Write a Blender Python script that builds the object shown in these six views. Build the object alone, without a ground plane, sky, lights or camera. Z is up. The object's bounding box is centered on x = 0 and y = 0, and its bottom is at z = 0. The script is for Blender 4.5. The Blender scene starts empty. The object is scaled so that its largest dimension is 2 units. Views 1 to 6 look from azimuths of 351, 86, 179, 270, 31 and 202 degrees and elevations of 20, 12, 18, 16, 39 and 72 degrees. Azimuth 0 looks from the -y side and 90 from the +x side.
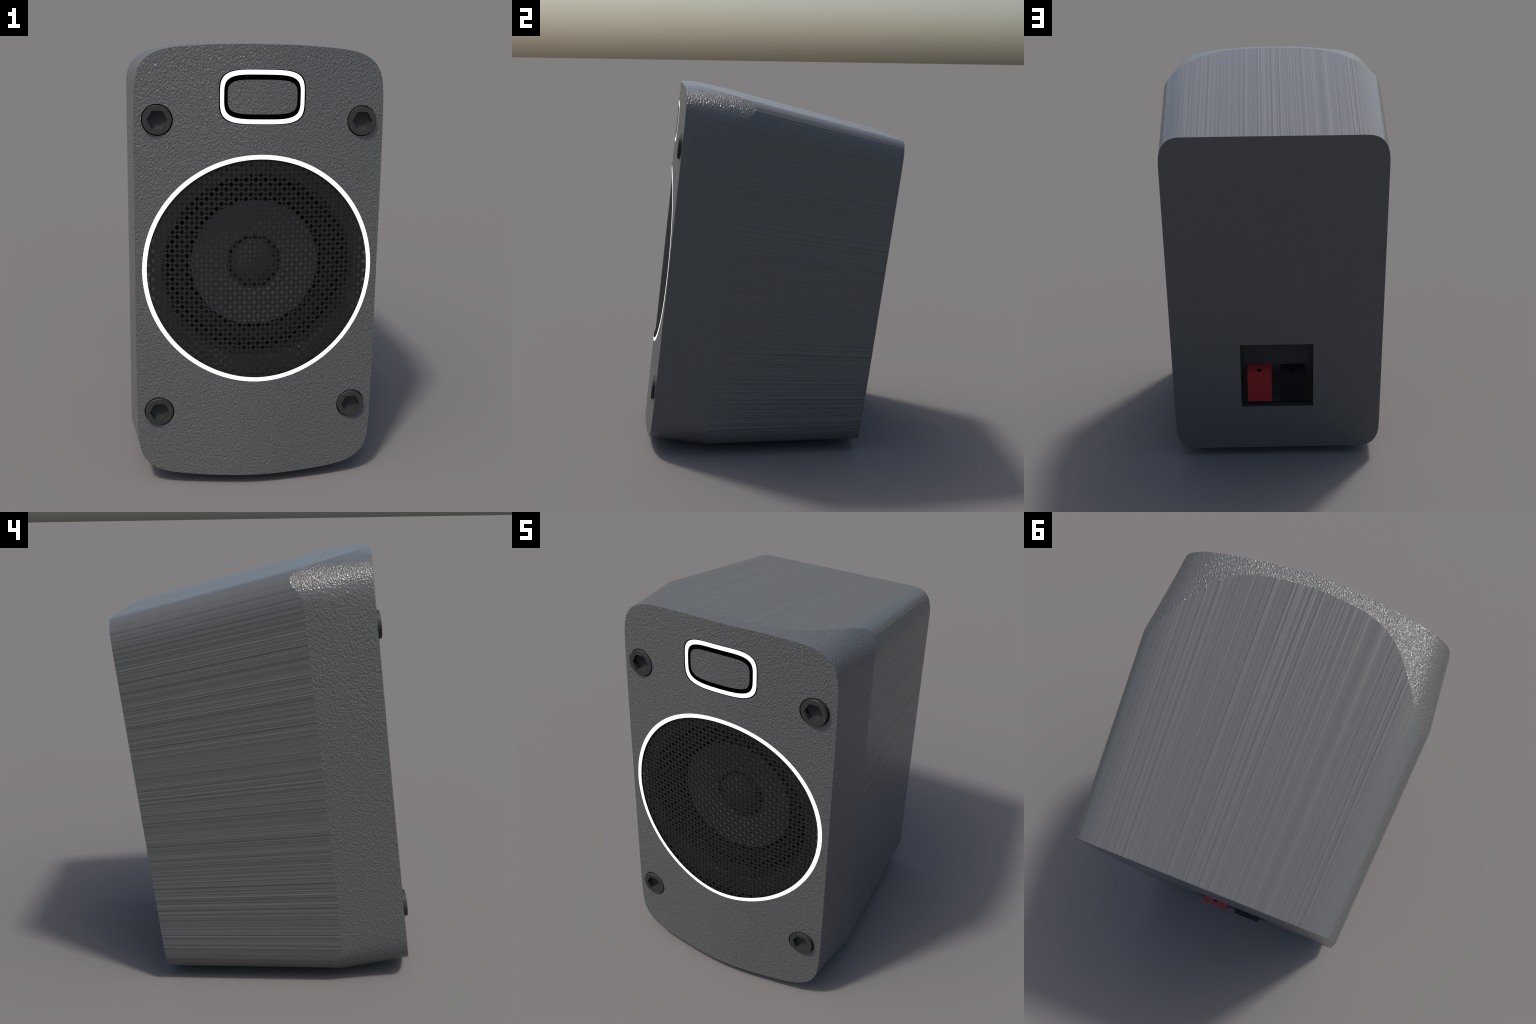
import bpy, bmesh, math
from mathutils import Matrix, Vector

# --------------------------------------------------------------------------
# A small desktop loudspeaker that leans back by TILT.  Everything except the
# feet is modelled in the cabinet's own frame:
#   x = across, y = depth d (0 at the middle of the front, DEPTH at the back),
#   z = height h measured along the leaning front from the middle.
# --------------------------------------------------------------------------
TILT = math.atan(0.1147)
ORIGIN = Vector((0.0, -0.587, 1.0245))
DEPTH = 1.198
BOW_A, BOW_K = 0.018, 0.1345    # the front bows forward along a hyperbola
FRAME = Matrix.Translation(ORIGIN) @ Matrix.Rotation(-TILT, 4, 'X')

scene = bpy.context.scene
coll = scene.collection


# ------------------------------------------------------------ node helpers
class Nodes:
    def __init__(self, name):
        self.mat = bpy.data.materials.new(name)
        self.mat.use_nodes = True
        self.t = self.mat.node_tree
        self.t.nodes.clear()
        self.out = self.t.nodes.new('ShaderNodeOutputMaterial')
        self.bsdf = self.t.nodes.new('ShaderNodeBsdfPrincipled')
        self.t.links.new(self.bsdf.outputs[0], self.out.inputs[0])

    def new(self, kind, **kw):
        n = self.t.nodes.new(kind)
        for k, v in kw.items():
            setattr(n, k, v)
        return n

    def put(self, sock, v):
        if isinstance(v, bpy.types.NodeSocket):
            self.t.links.new(v, sock)
        else:
            sock.default_value = v

    def math(self, op, a, b=0.0):
        n = self.new('ShaderNodeMath', operation=op)
        self.put(n.inputs[0], a)
        self.put(n.inputs[1], b)
        return n.outputs[0]

    def coords(self):
        c = self.new('ShaderNodeTexCoord')
        s = self.new('ShaderNodeSeparateXYZ')
        self.t.links.new(c.outputs['Object'], s.inputs[0])
        return c.outputs['Object'], s.outputs

    def combine(self, x, y, z):
        n = self.new('ShaderNodeCombineXYZ')
        for i, v in enumerate((x, y, z)):
            self.put(n.inputs[i], v)
        return n.outputs[0]

    def noise(self, vec, scale, detail=2.0, rough=0.5, dist=0.0):
        n = self.new('ShaderNodeTexNoise')
        self.put(n.inputs['Vector'], vec)
        n.inputs['Scale'].default_value = scale
        n.inputs['Detail'].default_value = detail
        n.inputs['Roughness'].default_value = rough
        n.inputs['Distortion'].default_value = dist
        return n.outputs['Fac']

    def ramp(self, fac, stops):
        n = self.new('ShaderNodeValToRGB')
        self.put(n.inputs[0], fac)
        e = n.color_ramp.elements
        while len(e) < len(stops):
            e.new(0.5)
        for el, (p, c) in zip(e, stops):
            el.position = p
            el.color = (*c, 1.0)
        return n.outputs[0]

    def bump(self, height, strength, distance):
        n = self.new('ShaderNodeBump')
        n.inputs['Strength'].default_value = strength
        n.inputs['Distance'].default_value = distance
        self.put(n.inputs['Height'], height)
        self.put(self.bsdf.inputs['Normal'], n.outputs[0])

    def set(self, color=None, rough=0.5, spec=0.5, metal=0.0):
        if color is not None:
            if isinstance(color, bpy.types.NodeSocket):
                self.put(self.bsdf.inputs['Base Color'], color)
            else:
                self.bsdf.inputs['Base Color'].default_value = (*color, 1.0)
        self.put(self.bsdf.inputs['Roughness'], rough)
        self.bsdf.inputs['Specular IOR Level'].default_value = spec
        self.bsdf.inputs['Metallic'].default_value = metal
        return self.mat


BODY = (0.093, 0.0945, 0.0938)


def grain_material(name, relief):
    m = Nodes(name)
    vec, _ = m.coords()
    stretch = m.new('ShaderNodeVectorMath', operation='MULTIPLY')
    m.put(stretch.inputs[0], vec)
    stretch.inputs[1].default_value = (1.6, 1.0, 0.85)
    n1 = m.noise(stretch.outputs[0], 122.0, 1.0, 0.5, 0.0)
    m.bump(n1, 1.0, relief)
    return m.set(BODY, 0.23, 0.5)


def brushed_material():
    """Long scratches that run straight from front to back; the scratch
    coordinate is divided by the cabinet's taper so that they follow it."""
    m = Nodes('brushed_grey_shell')
    _, (x, d, h) = m.coords()
    wide = m.math('SUBTRACT', 0.5934, m.math('MULTIPLY', d, 0.0595))
    tall = m.math('SUBTRACT', 0.995, m.math('MULTIPLY', d, 0.1275))

    def held(value, unit, k):          # constant on the flat it belongs to
        r = m.math('DIVIDE', value, unit)
        r = m.math('MAXIMUM', m.math('MINIMUM', r, 0.975), -0.975)
        return m.math('MULTIPLY', r, k)

    vec = m.combine(held(x, wide, 0.56), held(h, tall, 0.93), 0.37)
    a = m.noise(vec, 82.0, 2.0, 0.6)
    mask = m.noise(vec, 23.0, 1.0, 0.5)
    mask = m.math('ADD', m.math('MULTIPLY', mask, 2.0), -0.15)
    hgt = m.math('MULTIPLY', a, m.math('MAXIMUM', mask, 0.3))
    m.bump(hgt, 1.0, 0.0047)
    return m.set(BODY, 0.23, 0.5)


def plain_material(name, color, rough, spec=0.5):
    m = Nodes(name)
    vec, _ = m.coords()
    n = m.noise(vec, 45.0, 3.0, 0.6)
    lo = tuple(c * 0.94 for c in color)
    hi = tuple(c * 1.06 for c in color)
    return m.set(m.ramp(n, [(0.3, lo), (0.7, hi)]), rough, spec)


def light_material():
    m = Nodes('white_light_strip')
    m.set((0.9, 0.9, 0.9), 0.5, 0.3)
    m.bsdf.inputs['Emission Color'].default_value = (1, 1, 1, 1)
    m.bsdf.inputs['Emission Strength'].default_value = 0.8
    return m.mat


MAT_GRAIN = grain_material('pebbled_grey_front', 0.0058)
MAT_GRAIN_FINE = grain_material('pebbled_grey_bezel', 0.0040)
MAT_BRUSH = brushed_material()
MAT_BLACK = plain_material('flat_black_gap', (0.002, 0.002, 0.002), 0.9, 0.0)  # near-black, no specular: gap walls and floors, sides of the white strips
MAT_LIGHT = light_material()
MAT_GRILLE = plain_material('black_woven_mesh', (0.014, 0.014, 0.0133), 0.6, 0.2)
MAT_CONE = plain_material('lightened_driver_cone', (0.19, 0.193, 0.20), 0.5, 0.5)  # base colour lightened to offset the dim light behind the grille
MAT_CAP = plain_material('lightened_dust_cap', (0.125, 0.127, 0.13), 0.6, 0.4)  # brightened too, making up for grille shade on the deep-set cap
MAT_BASKET = plain_material('dark_driver_basket', (0.10, 0.101, 0.105), 0.45, 0.5)
MAT_SURROUND = plain_material('black_rubber_surround', (0.024, 0.024, 0.025), 0.6, 0.3)
MAT_SCREW = plain_material('black_oxide_steel', (0.027, 0.029, 0.027), 0.5, 0.3)
MAT_RECESS = plain_material('matt_black_plastic', (0.036, 0.036, 0.034), 0.7, 0.2)
MAT_RED = plain_material('red_plastic', (0.29, 0.016, 0.019), 0.5, 0.4)
MAT_NAVY = plain_material('black_plastic', (0.0055, 0.006, 0.008), 0.5, 0.25)
MAT_RUBBER = plain_material('rubber_foot', (0.012, 0.012, 0.012), 0.8, 0.2)

# ------------------------------------------------------------ scene helpers
root = bpy.data.objects.new('loudspeaker', None)
root.empty_display_size = 0.3
coll.objects.link(root)
root["label"] = "dark grey desktop loudspeaker with white light rings"
root["category"] = "loudspeaker"


def add(name, bm, mat, parent=None, smooth=None, frame=True):
    me = bpy.data.meshes.new(name)
    bm.normal_update()
    bm.to_mesh(me)
    bm.free()
    if mat is not None:
        me.materials.append(mat)
    ob = bpy.data.objects.new(name, me)
    coll.objects.link(ob)
    ob.parent = parent or root
    if frame and parent is None:
        ob.matrix_local = FRAME
    if smooth is not None:
        for p in me.polygons:
            p.use_smooth = True
        me.set_sharp_from_angle(angle=math.radians(smooth))
    return ob


def catmull(points, per=6):
    """Smooth chain through control points (centripetal enough for profiles)."""
    out = []
    n = len(points)
    for i in range(n - 1):
        p0 = points[max(i - 1, 0)]
        p1, p2 = points[i], points[i + 1]
        p3 = points[min(i + 2, n - 1)]
        for k in range(per):
            t = k / per
            out.append(tuple(
                0.5 * (2 * b + (c - a) * t + (2 * a - 5 * b + 4 * c - e) * t * t
                       + (3 * b - a - 3 * c + e) * t ** 3)
                for a, b, c, e in zip(p0, p1, p2, p3)))
    out.append(tuple(points[-1]))
    return out


def interp(table, s):
    for (a, va), (b, vb) in zip(table, table[1:]):
        if s <= b:
            return va + (vb - va) * (s - a) / (b - a)
    return table[-1][1]


def four_quarters(quarter):
    """Mirror a quarter (top middle -> right middle) into a closed loop."""
    right = quarter + [(x, -h) + tuple(r) for x, h, *r in reversed(quarter[:-1])]
    left = [(-x,) + tuple(r) for x, *r in reversed(right[1:-1])]
    return right + left


# ------------------------------------------------------------- the cabinet
# half height of the block along its depth: nearly level behind the front edge,
# then a straight taper to the back
HALF_TALL = catmull([(0.0, 0.982), (0.05, 0.983), (0.10, 0.9785), (0.20, 0.9675),
                     (0.36, 0.949), (0.60, 0.9197), (0.90, 0.882), (1.2, 0.842)], 6)


def block_size(d):
    return 0.5934 - 0.0595 * d, interp(HALF_TALL, d)


CORNER_X, CORNER_H, CORNER_N = 0.12, 0.15, 2.8


def block_point(s, d):
    """Cross-section of the tapered block: s 0..1 flat top, 1..2 corner,
    2..3 flat side."""
    w, t = block_size(d)
    f = 1.0 - d / DEPTH                    # the corners grow rounder to the front,
    cx, ch = CORNER_X + 0.035 * f, CORNER_H + 0.015 * f
    crown = 0.006 * f                      # and top and bottom are a little domed
    if s <= 1.0:
        return ((w - cx) * s, t - crown * (s * s * 0.6 - 0.5))
    t -= 0.1 * crown
    if s >= 2.0:
        return (w, (t - ch) * (3.0 - s))
    a = (s - 1.0) * math.pi / 2
    e = 2.0 / CORNER_N
    return (w - cx + cx * math.sin(a) ** e, t - ch + ch * math.cos(a) ** e)


# where the tapered front bezel meets the block (d along the section)
BREAK = catmull([(0.0, 0.051), (0.31, 0.063), (0.475, 0.075), (0.63, 0.099),
                 (0.785, 0.141), (0.92, 0.205), (1.06, 0.285), (1.22, 0.350),
                 (1.35, 0.390), (1.50, 0.405), (1.64, 0.400), (1.82, 0.375),
                 (2.0, 0.362), (2.3, 0.360), (3.0, 0.360)], 8)

# outline of the front face, one quarter (x, h)
FRONT = catmull([(0.0, 0.982), (0.08, 0.9815), (0.154, 0.9797), (0.22, 0.977),
                 (0.285, 0.973), (0.353, 0.9672), (0.408, 0.959), (0.447, 0.947),
                 (0.478, 0.931), (0.502, 0.911), (0.521, 0.886), (0.534, 0.852),
                 (0.542, 0.805), (0.546, 0.73), (0.548, 0.60), (0.549, 0.40),
                 (0.549, 0.2), (0.549, 0.0)], 8)


def bow(x):
    return math.hypot(BOW_A, BOW_K * x) - BOW_A


def front_at(phi):
    """Front outline point in the direction phi (scaled polar angle)."""
    prev = None
    for p in FRONT:
        a = math.atan2(p[1] / 0.96, p[0] / 0.56)
        if a <= phi + 1e-9:
            if prev is None or prev[0] == a:
                return p
            t = (prev[0] - phi) / (prev[0] - a)
            q = prev[1]
            return (q[0] + (p[0] - q[0]) * t, q[1] + (p[1] - q[1]) * t)
        prev = (a, p)
    return FRONT[-1]


samples = ([i / 30 for i in range(30)] + [1 + i / 22 for i in range(22)]
           + [2 + i / 18 for i in range(19)])
brk, frt, rear = [], [], []
for s in samples:
    d = interp(BREAK, s)
    x, h = block_point(s, d)
    brk.append((x, h, d))
    fx, fh = front_at(math.atan2(h / 0.96, x / 0.56))
    frt.append((fx, fh, bow(fx)))
    x, h = block_point(s, DEPTH)
    rear.append((x, h, DEPTH))


def sag(d):
    return -0.0055 * d / DEPTH


def flatten(x, h, d):
    """The underside is flatter than the domed top."""
    k = min(max((-h - 0.6) / 0.3, 0.0), 1.0)
    return 0.008 * k * (1.0 - d / DEPTH) * (1.0 - (x / 0.58) ** 2)


def loop_to_cabinet(q, under):
    return [Vector((x, d, h + sag(d) + under * flatten(x, h, d)))
            for x, h, d in four_quarters(q)]


LOOP_F = loop_to_cabinet(frt, 0.0)
LOOP_B = loop_to_cabinet(brk, 1.0)
LOOP_R = loop_to_cabinet(rear, 1.0)


def loft(loops):
    bm = bmesh.new()
    rows = [[bm.verts.new(p) for p in lp] for lp in loops]
    n = len(rows[0])
    for a, b in zip(rows, rows[1:]):
        for i in range(n):
            j = (i + 1) % n
            bm.faces.new((a[i], a[j], b[j], b[i]))
    return bm


def blend(a, b, k):
    return [[p.lerp(q, i / k) for p, q in zip(a, b)] for i in range(k + 1)]


bezel = add('front_bezel', loft(blend(LOOP_F, LOOP_B, 8)), MAT_GRAIN_FINE, smooth=40)
shell = add('cabinet_shell', loft(blend(LOOP_B, LOOP_R, 12)), MAT_BRUSH, smooth=40)


# -------------------------------------------- pierced panels (front and rear)
def pierced(outer, holes):
    """Flat panel in x/z with holes, returned as a bmesh at y = 0."""
    cu = bpy.data.curves.new('panel_outline', 'CURVE')
    cu.dimensions = '2D'
    cu.fill_mode = 'BOTH'
    for pts in [outer] + holes:
        sp = cu.splines.new('POLY')
        sp.points.add(len(pts) - 1)
        for p, (x, h) in zip(sp.points, pts):
            p.co = (x, h, 0, 1)
        sp.use_cyclic_u = True
    ob = bpy.data.objects.new('panel_outline', cu)
    coll.objects.link(ob)
    me = bpy.data.meshes.new_from_object(ob)
    bm = bmesh.new()
    bm.from_mesh(me)
    bpy.data.objects.remove(ob)
    bpy.data.meshes.remove(me)
    bpy.data.curves.remove(cu)
    bmesh.ops.remove_doubles(bm, verts=bm.verts, dist=1e-5)
    for v in bm.verts:
        v.co = Vector((v.co.x, 0.0, v.co.y))
    return bm


def slice_x(bm, step, half):
    k = int(half / step)
    for i in range(-k, k + 1):
        bmesh.ops.bisect_plane(bm, geom=bm.verts[:] + bm.edges[:] + bm.faces[:],
                               plane_co=(i * step, 0, 0), plane_no=(1, 0, 0), dist=1e-6)


def face_towards(bm, direction):
    bm.normal_update()
    for f in bm.faces:
        if f.normal.dot(direction) < 0:
            f.normal_flip()


def circle(cx, ch, r, n):
    return [(cx + r * math.sin(2 * math.pi * i / n), ch + r * math.cos(2 * math.pi * i / n))
            for i in range(n)]


def squircle(cx, ch, a, b, n=4.0, k=120):
    out = []
    for i in range(k):
        t = 2 * math.pi * i / k
        s, c = math.sin(t), math.cos(t)
        out.append((cx + a * math.copysign(abs(s) ** (2 / n), s),
                    ch + b * math.copysign(abs(c) ** (2 / n), c)))
    return out


RING_OUT, RING_IN = 0.518, 0.4985
SCREWS = [(-0.448, 0.662), (0.448, 0.662), (-0.448, -0.662), (0.448, -0.662)]
SCREW_HOLE, SCREW_R = 0.0675, 0.0628
WIN_H = 0.763

outline = [(p.x, p.z) for p in LOOP_F]
holes = [circle(0, 0, 0.518, 160), squircle(0, WIN_H, 0.1875, 0.1172)]
holes += [circle(x, h, SCREW_HOLE, 48) for x, h in SCREWS]


def curved_panel(name, outer, inner, lift, mat, parent=None):
    bm = pierced(outer, inner)
    slice_x(bm, 0.02, 0.56)
    face_towards(bm, Vector((0, -1, 0)))
    for v in bm.verts:
        v.co.y = bow(v.co.x) - lift
    return add(name, bm, mat, parent, smooth=40)


panel = curved_panel('front_panel', outline, holes, 0.0, MAT_GRAIN)


def wall(pts, depth_a, depth_b, floor=True, curved=True):
    """Wall of a sunk hole, with an optional floor."""
    bm = bmesh.new()
    n = len(pts)
    base = (lambda x: bow(x)) if curved else (lambda x: 0.0)
    a = [bm.verts.new((x, base(x) + depth_a, h)) for x, h in pts]
    b = [bm.verts.new((x, (base(x) if floor == 'curved' else 0) + depth_b, h)) for x, h in pts]
    for i in range(n):
        j = (i + 1) % n
        bm.faces.new((a[i], b[i], b[j], a[j]))
    if floor:
        bm.faces.new(b)
    return bm


def strip(outer, inner, lift, thick):
    """Band between two loops of equal length that lies on the bowed front."""
    bm = bmesh.new()
    rows = []
    for pts, y in ((outer, thick), (outer, -lift), (inner, -lift), (inner, thick)):
        rows.append([bm.verts.new((x, bow(x) + y, h)) for x, h in pts])
    n = len(outer)
    for k in range(4):
        a, b = rows[k], rows[(k + 1) % 4]
        for i in range(n):
            j = (i + 1) % n
            f = bm.faces.new((a[i], a[j], b[j], b[i]))
            f.material_index = 0 if k == 1 else 1      # only the front glows
    bmesh.ops.recalc_face_normals(bm, faces=bm.faces)
    return bm


# light window near the top: black slot, white band, grey tile in the middle
slot = add('window_slot', wall(squircle(0, WIN_H, 0.1875, 0.1172), 0.0, 0.035), MAT_BLACK, smooth=40)
band = add('light_band', strip(squircle(0, WIN_H, 0.1820, 0.1138), squircle(0, WIN_H, 0.1655, 0.0945),
                        -0.001, 0.004), MAT_LIGHT, smooth=40)
tile_loop = squircle(0, WIN_H, 0.150, 0.0724, 4.2)
tile = curved_panel('window_tile', tile_loop, [], 0.0, MAT_GRAIN)
add('tile_edge', wall(tile_loop, 0.0, 0.05, floor=False), MAT_BLACK)

# ------------------------------------------------------------ driver
ring = add('light_ring', strip(circle(0, 0, RING_OUT, 160), circle(0, 0, RING_IN, 160), -0.0005, 0.004),
    MAT_LIGHT, smooth=40)

for ob in (band, ring):
    ob.data.materials.append(MAT_BLACK)


def lathe(profile, n=128):
    """Revolve (radius, depth) about the driver axis."""
    bm = bmesh.new()
    rows = []
    for r, d in profile:
        if r < 1e-6:
            rows.append([bm.verts.new((0, d, 0))])
        else:
            rows.append([bm.verts.new((r * math.sin(2 * math.pi * i / n), d,
                                       r * math.cos(2 * math.pi * i / n))) for i in range(n)])
    for a, b in zip(rows, rows[1:]):
        for i in range(n):
            j = (i + 1) % n
            if len(b) == 1:
                bm.faces.new((a[i], a[j], b[0]))
            else:
                bm.faces.new((a[i], a[j], b[j], b[i]))
    face_towards(bm, Vector((0, -1, 0)))
    return bm


driver = bpy.data.objects.new('speaker_driver', None)
coll.objects.link(driver)
driver.parent = root
driver.matrix_local = FRAME


def driver_part(name, profile, mat):
    ob = add(name, lathe(profile), mat, parent=driver, smooth=35)
    return ob


driver_part('driver_frame', [(0.516, 0.060), (0.50, 0.062), (0.43, 0.066), (0.42, 0.075),
                             (0.418, 0.235), (0.395, 0.235)], MAT_BASKET)
driver_part('rubber_surround', [(0.40, 0.235)] + [
    (0.35 + 0.04 * math.cos(a), 0.165 - 0.04 * math.sin(a))
    for a in [math.pi * i / 12 for i in range(13)]] + [(0.302, 0.245), (0.285, 0.245)],
    MAT_SURROUND)
driver_part('speaker_cone', [(0.296, 0.26), (0.294, 0.164), (0.289, 0.160), (0.21, 0.175),
                             (0.128, 0.192), (0.122, 0.24), (0.10, 0.25)], MAT_CONE)
driver_part('dust_cap', [(0.110, 0.24), (0.108, 0.198), (0.100, 0.180), (0.08, 0.162),
                         (0.05, 0.148), (0.02, 0.141), (0.0, 0.140)], MAT_CAP)

# woven grille: a sheet with big and small square holes, woven at 45 degrees
PITCH = 0.0301
cuts = [0.0, 0.0168, 0.01855, 0.02835]
kinds = ['big', 'bar', 'small', 'bar']
bm = bmesh.new()
reach = 18
lines = [(i * PITCH + c, k) for i in range(-reach, reach) for c, k in zip(cuts, kinds)]
lines.append((reach * PITCH, 'big'))
cache = {}
R2 = math.sqrt(0.5)
SHIFT_U, SHIFT_V = 0.00126 - 0.0084, 0.00464 - 0.0084


def weave_vertex(i, j):
    if (i, j) not in cache:
        u, v = lines[i][0] + SHIFT_U, lines[j][0] + SHIFT_V
        x, h = (u - v) * R2, (u + v) * R2
        cache[(i, j)] = bm.verts.new((x, bow(x) + 0.007, h))
    return cache[(i, j)]


for i in range(len(lines) - 1):
    for j in range(len(lines) - 1):
        if lines[i][1] == lines[j][1] and lines[i][1] != 'bar':
            continue
        u = (lines[i][0] + lines[i + 1][0]) / 2 + SHIFT_U
        v = (lines[j][0] + lines[j + 1][0]) / 2 + SHIFT_V
        if math.hypot(u, v) > 0.507:
            continue
        bm.faces.new([weave_vertex(*q) for q in ((i, j), (i + 1, j), (i + 1, j + 1), (i, j + 1))])
face_towards(bm, Vector((0, -1, 0)))
grille = add('speaker_grille', bm, MAT_GRILLE)
mod = grille.modifiers.new('thickness', 'SOLIDIFY')
mod.thickness = 0.0055
mod.offset = -1.0
dg = bpy.context.evaluated_depsgraph_get()
me = bpy.data.meshes.new_from_object(grille.evaluated_get(dg))
grille.modifiers.clear()
grille.data = me
grille["kind"] = "stuff"


# ------------------------------------------------------------ screws
def screw_mesh():
    """Flat round head with a hexagon socket; the axis is y, head at y = 0."""
    bm = bmesh.new()
    n, c = 48, 0.0015
    hexa, sock = 0.0445, 0.028

    def ring(r, y):
        return [bm.verts.new((r * math.sin(2 * math.pi * i / n), y,
                              r * math.cos(2 * math.pi * i / n))) for i in range(n)]

    def hexring(r, y):
        out = []
        for i in range(n):
            a = 2 * math.pi * i / n
            k = (a + math.pi / 6) % (math.pi / 3) - math.pi / 6
            rr = r * math.cos(math.pi / 6) / math.cos(k)
            out.append(bm.verts.new((rr * math.sin(a), y, rr * math.cos(a))))
        return out

    rows = [ring(SCREW_R, 0.06), ring(SCREW_R, c), ring(SCREW_R - c, 0.0), hexring(hexa, 0.0),
            hexring(hexa, sock)]
    for a, b in zip(rows, rows[1:]):
        for i in range(n):
            j = (i + 1) % n
            bm.faces.new((a[i], a[j], b[j], b[i]))
    tip = bm.verts.new((0, sock + 0.012, 0))
    for i in range(n):
        bm.faces.new((rows[-1][i], rows[-1][(i + 1) % n], tip))
    bmesh.ops.recalc_face_normals(bm, faces=bm.faces)
    return bm


first = None
for x, h in SCREWS:
    if first is None:
        first = add('screw', screw_mesh(), MAT_SCREW, smooth=30)
        ob = first
    else:
        ob = first.copy()
        coll.objects.link(ob)
    ob.matrix_local = FRAME @ Matrix.Translation((x, 0.035, h))
for x, h in SCREWS:
    add('screw_hole', wall(circle(x, h, SCREW_HOLE, 48), 0.0, 0.10), MAT_BLACK)

# ------------------------------------------------------------ rear side
REC_X, REC_T, REC_B, REC_D = 0.1815, -0.2315, -0.595, 0.048
rect = [(-REC_X, REC_T), (REC_X, REC_T), (REC_X, REC_B), (-REC_X, REC_B)]
bm = pierced([(p.x, p.z) for p in LOOP_R], [rect])
face_towards(bm, Vector((0, 1, 0)))
for v in bm.verts:
    v.co.y = DEPTH
rear_panel = add('rear_panel', bm, MAT_GRAIN_FINE)

bm = wall(rect, DEPTH, DEPTH - REC_D, curved=False)
bmesh.ops.recalc_face_normals(bm, faces=bm.faces)
recess = add('terminal_recess', bm, MAT_RECESS)


def clip_mesh():
    """Push terminal: a wedge whose face runs back downwards, with a wire hole
    in its slightly sloping top."""
    w, top, bot = 0.0605, -0.390, -0.571
    front, back = 1.2192, DEPTH - REC_D - 0.002
    hy, hr, n = 1.191, 0.0115, 32

    def up(y):
        return top + 0.24 * (front - y)

    bm = bmesh.new()
    rim = [(hr * math.cos(2 * math.pi * i / n), hy + hr * math.sin(2 * math.pi * i / n))
           for i in range(n)]

    def edge_pt(i):
        a = 2 * math.pi * i / n
        c, s = math.cos(a), math.sin(a)
        ts = []
        if abs(c) > 1e-9:
            ts.append(w / abs(c))
        if s > 1e-9:
            ts.append((front - hy) / s)
        if s < -1e-9:
            ts.append((back - hy) / s)
        t = min(ts)
        return (t * c, hy + t * s)

    corner = [(w, front), (-w, front), (-w, back), (w, back)]
    outer = [edge_pt(i) for i in range(n)]
    for c in corner:                       # snap the nearest sample to each corner
        k = min(range(n), key=lambda i: (outer[i][0] - c[0]) ** 2 + (outer[i][1] - c[1]) ** 2)
        outer[k] = c
    o = [bm.verts.new((x, y, up(y))) for x, y in outer]
    r = [bm.verts.new((x, y, up(y))) for x, y in rim]
    q = [bm.verts.new((x, y, up(y) - 0.04)) for x, y in rim]
    b = [bm.verts.new((x, min(y, 1.186), bot)) for x, y in outer]
    for i in range(n):
        j = (i + 1) % n
        bm.faces.new((o[i], o[j], r[j], r[i]))
        f = bm.faces.new((r[i], r[j], q[j], q[i]))
        f.material_index = 1
        bm.faces.new((o[i], b[i], b[j], o[j]))
    f = bm.faces.new(q)
    f.material_index = 1
    bm.faces.new(list(reversed(b)))
    bmesh.ops.recalc_face_normals(bm, faces=bm.faces)
    return bm


for cx, mat in ((0.0878, MAT_RED), (-0.0792, MAT_NAVY)):
    ob = add('terminal_clip', clip_mesh(), mat)
    ob.data.materials.append(MAT_BLACK)
    ob.matrix_local = FRAME @ Matrix.Translation((cx, 0, 0))


# ------------------------------------------------------------ feet
def foot_mesh():
    bm = bmesh.new()
    n = 40
    rows = []
    for r, z in ((0.052, 0.0), (0.058, 0.004), (0.062, 0.052)):
        rows.append([bm.verts.new((r * math.cos(2 * math.pi * i / n),
                                   r * math.sin(2 * math.pi * i / n), z)) for i in range(n)])
    for a, b in zip(rows, rows[1:]):
        for i in range(n):
            j = (i + 1) % n
            bm.faces.new((a[i], a[j], b[j], b[i]))
    bm.faces.new(list(reversed(rows[0])))
    bm.faces.new(rows[-1])
    return bm


first = None
for x, y in ((-0.27, -0.32), (0.27, -0.32), (-0.27, 0.26), (0.27, 0.26)):
    if first is None:
        first = add('foot', foot_mesh(), MAT_RUBBER, smooth=40, frame=False)
        ob = first
    else:
        ob = first.copy()
        coll.objects.link(ob)
    ob.location = (x, y, 0)
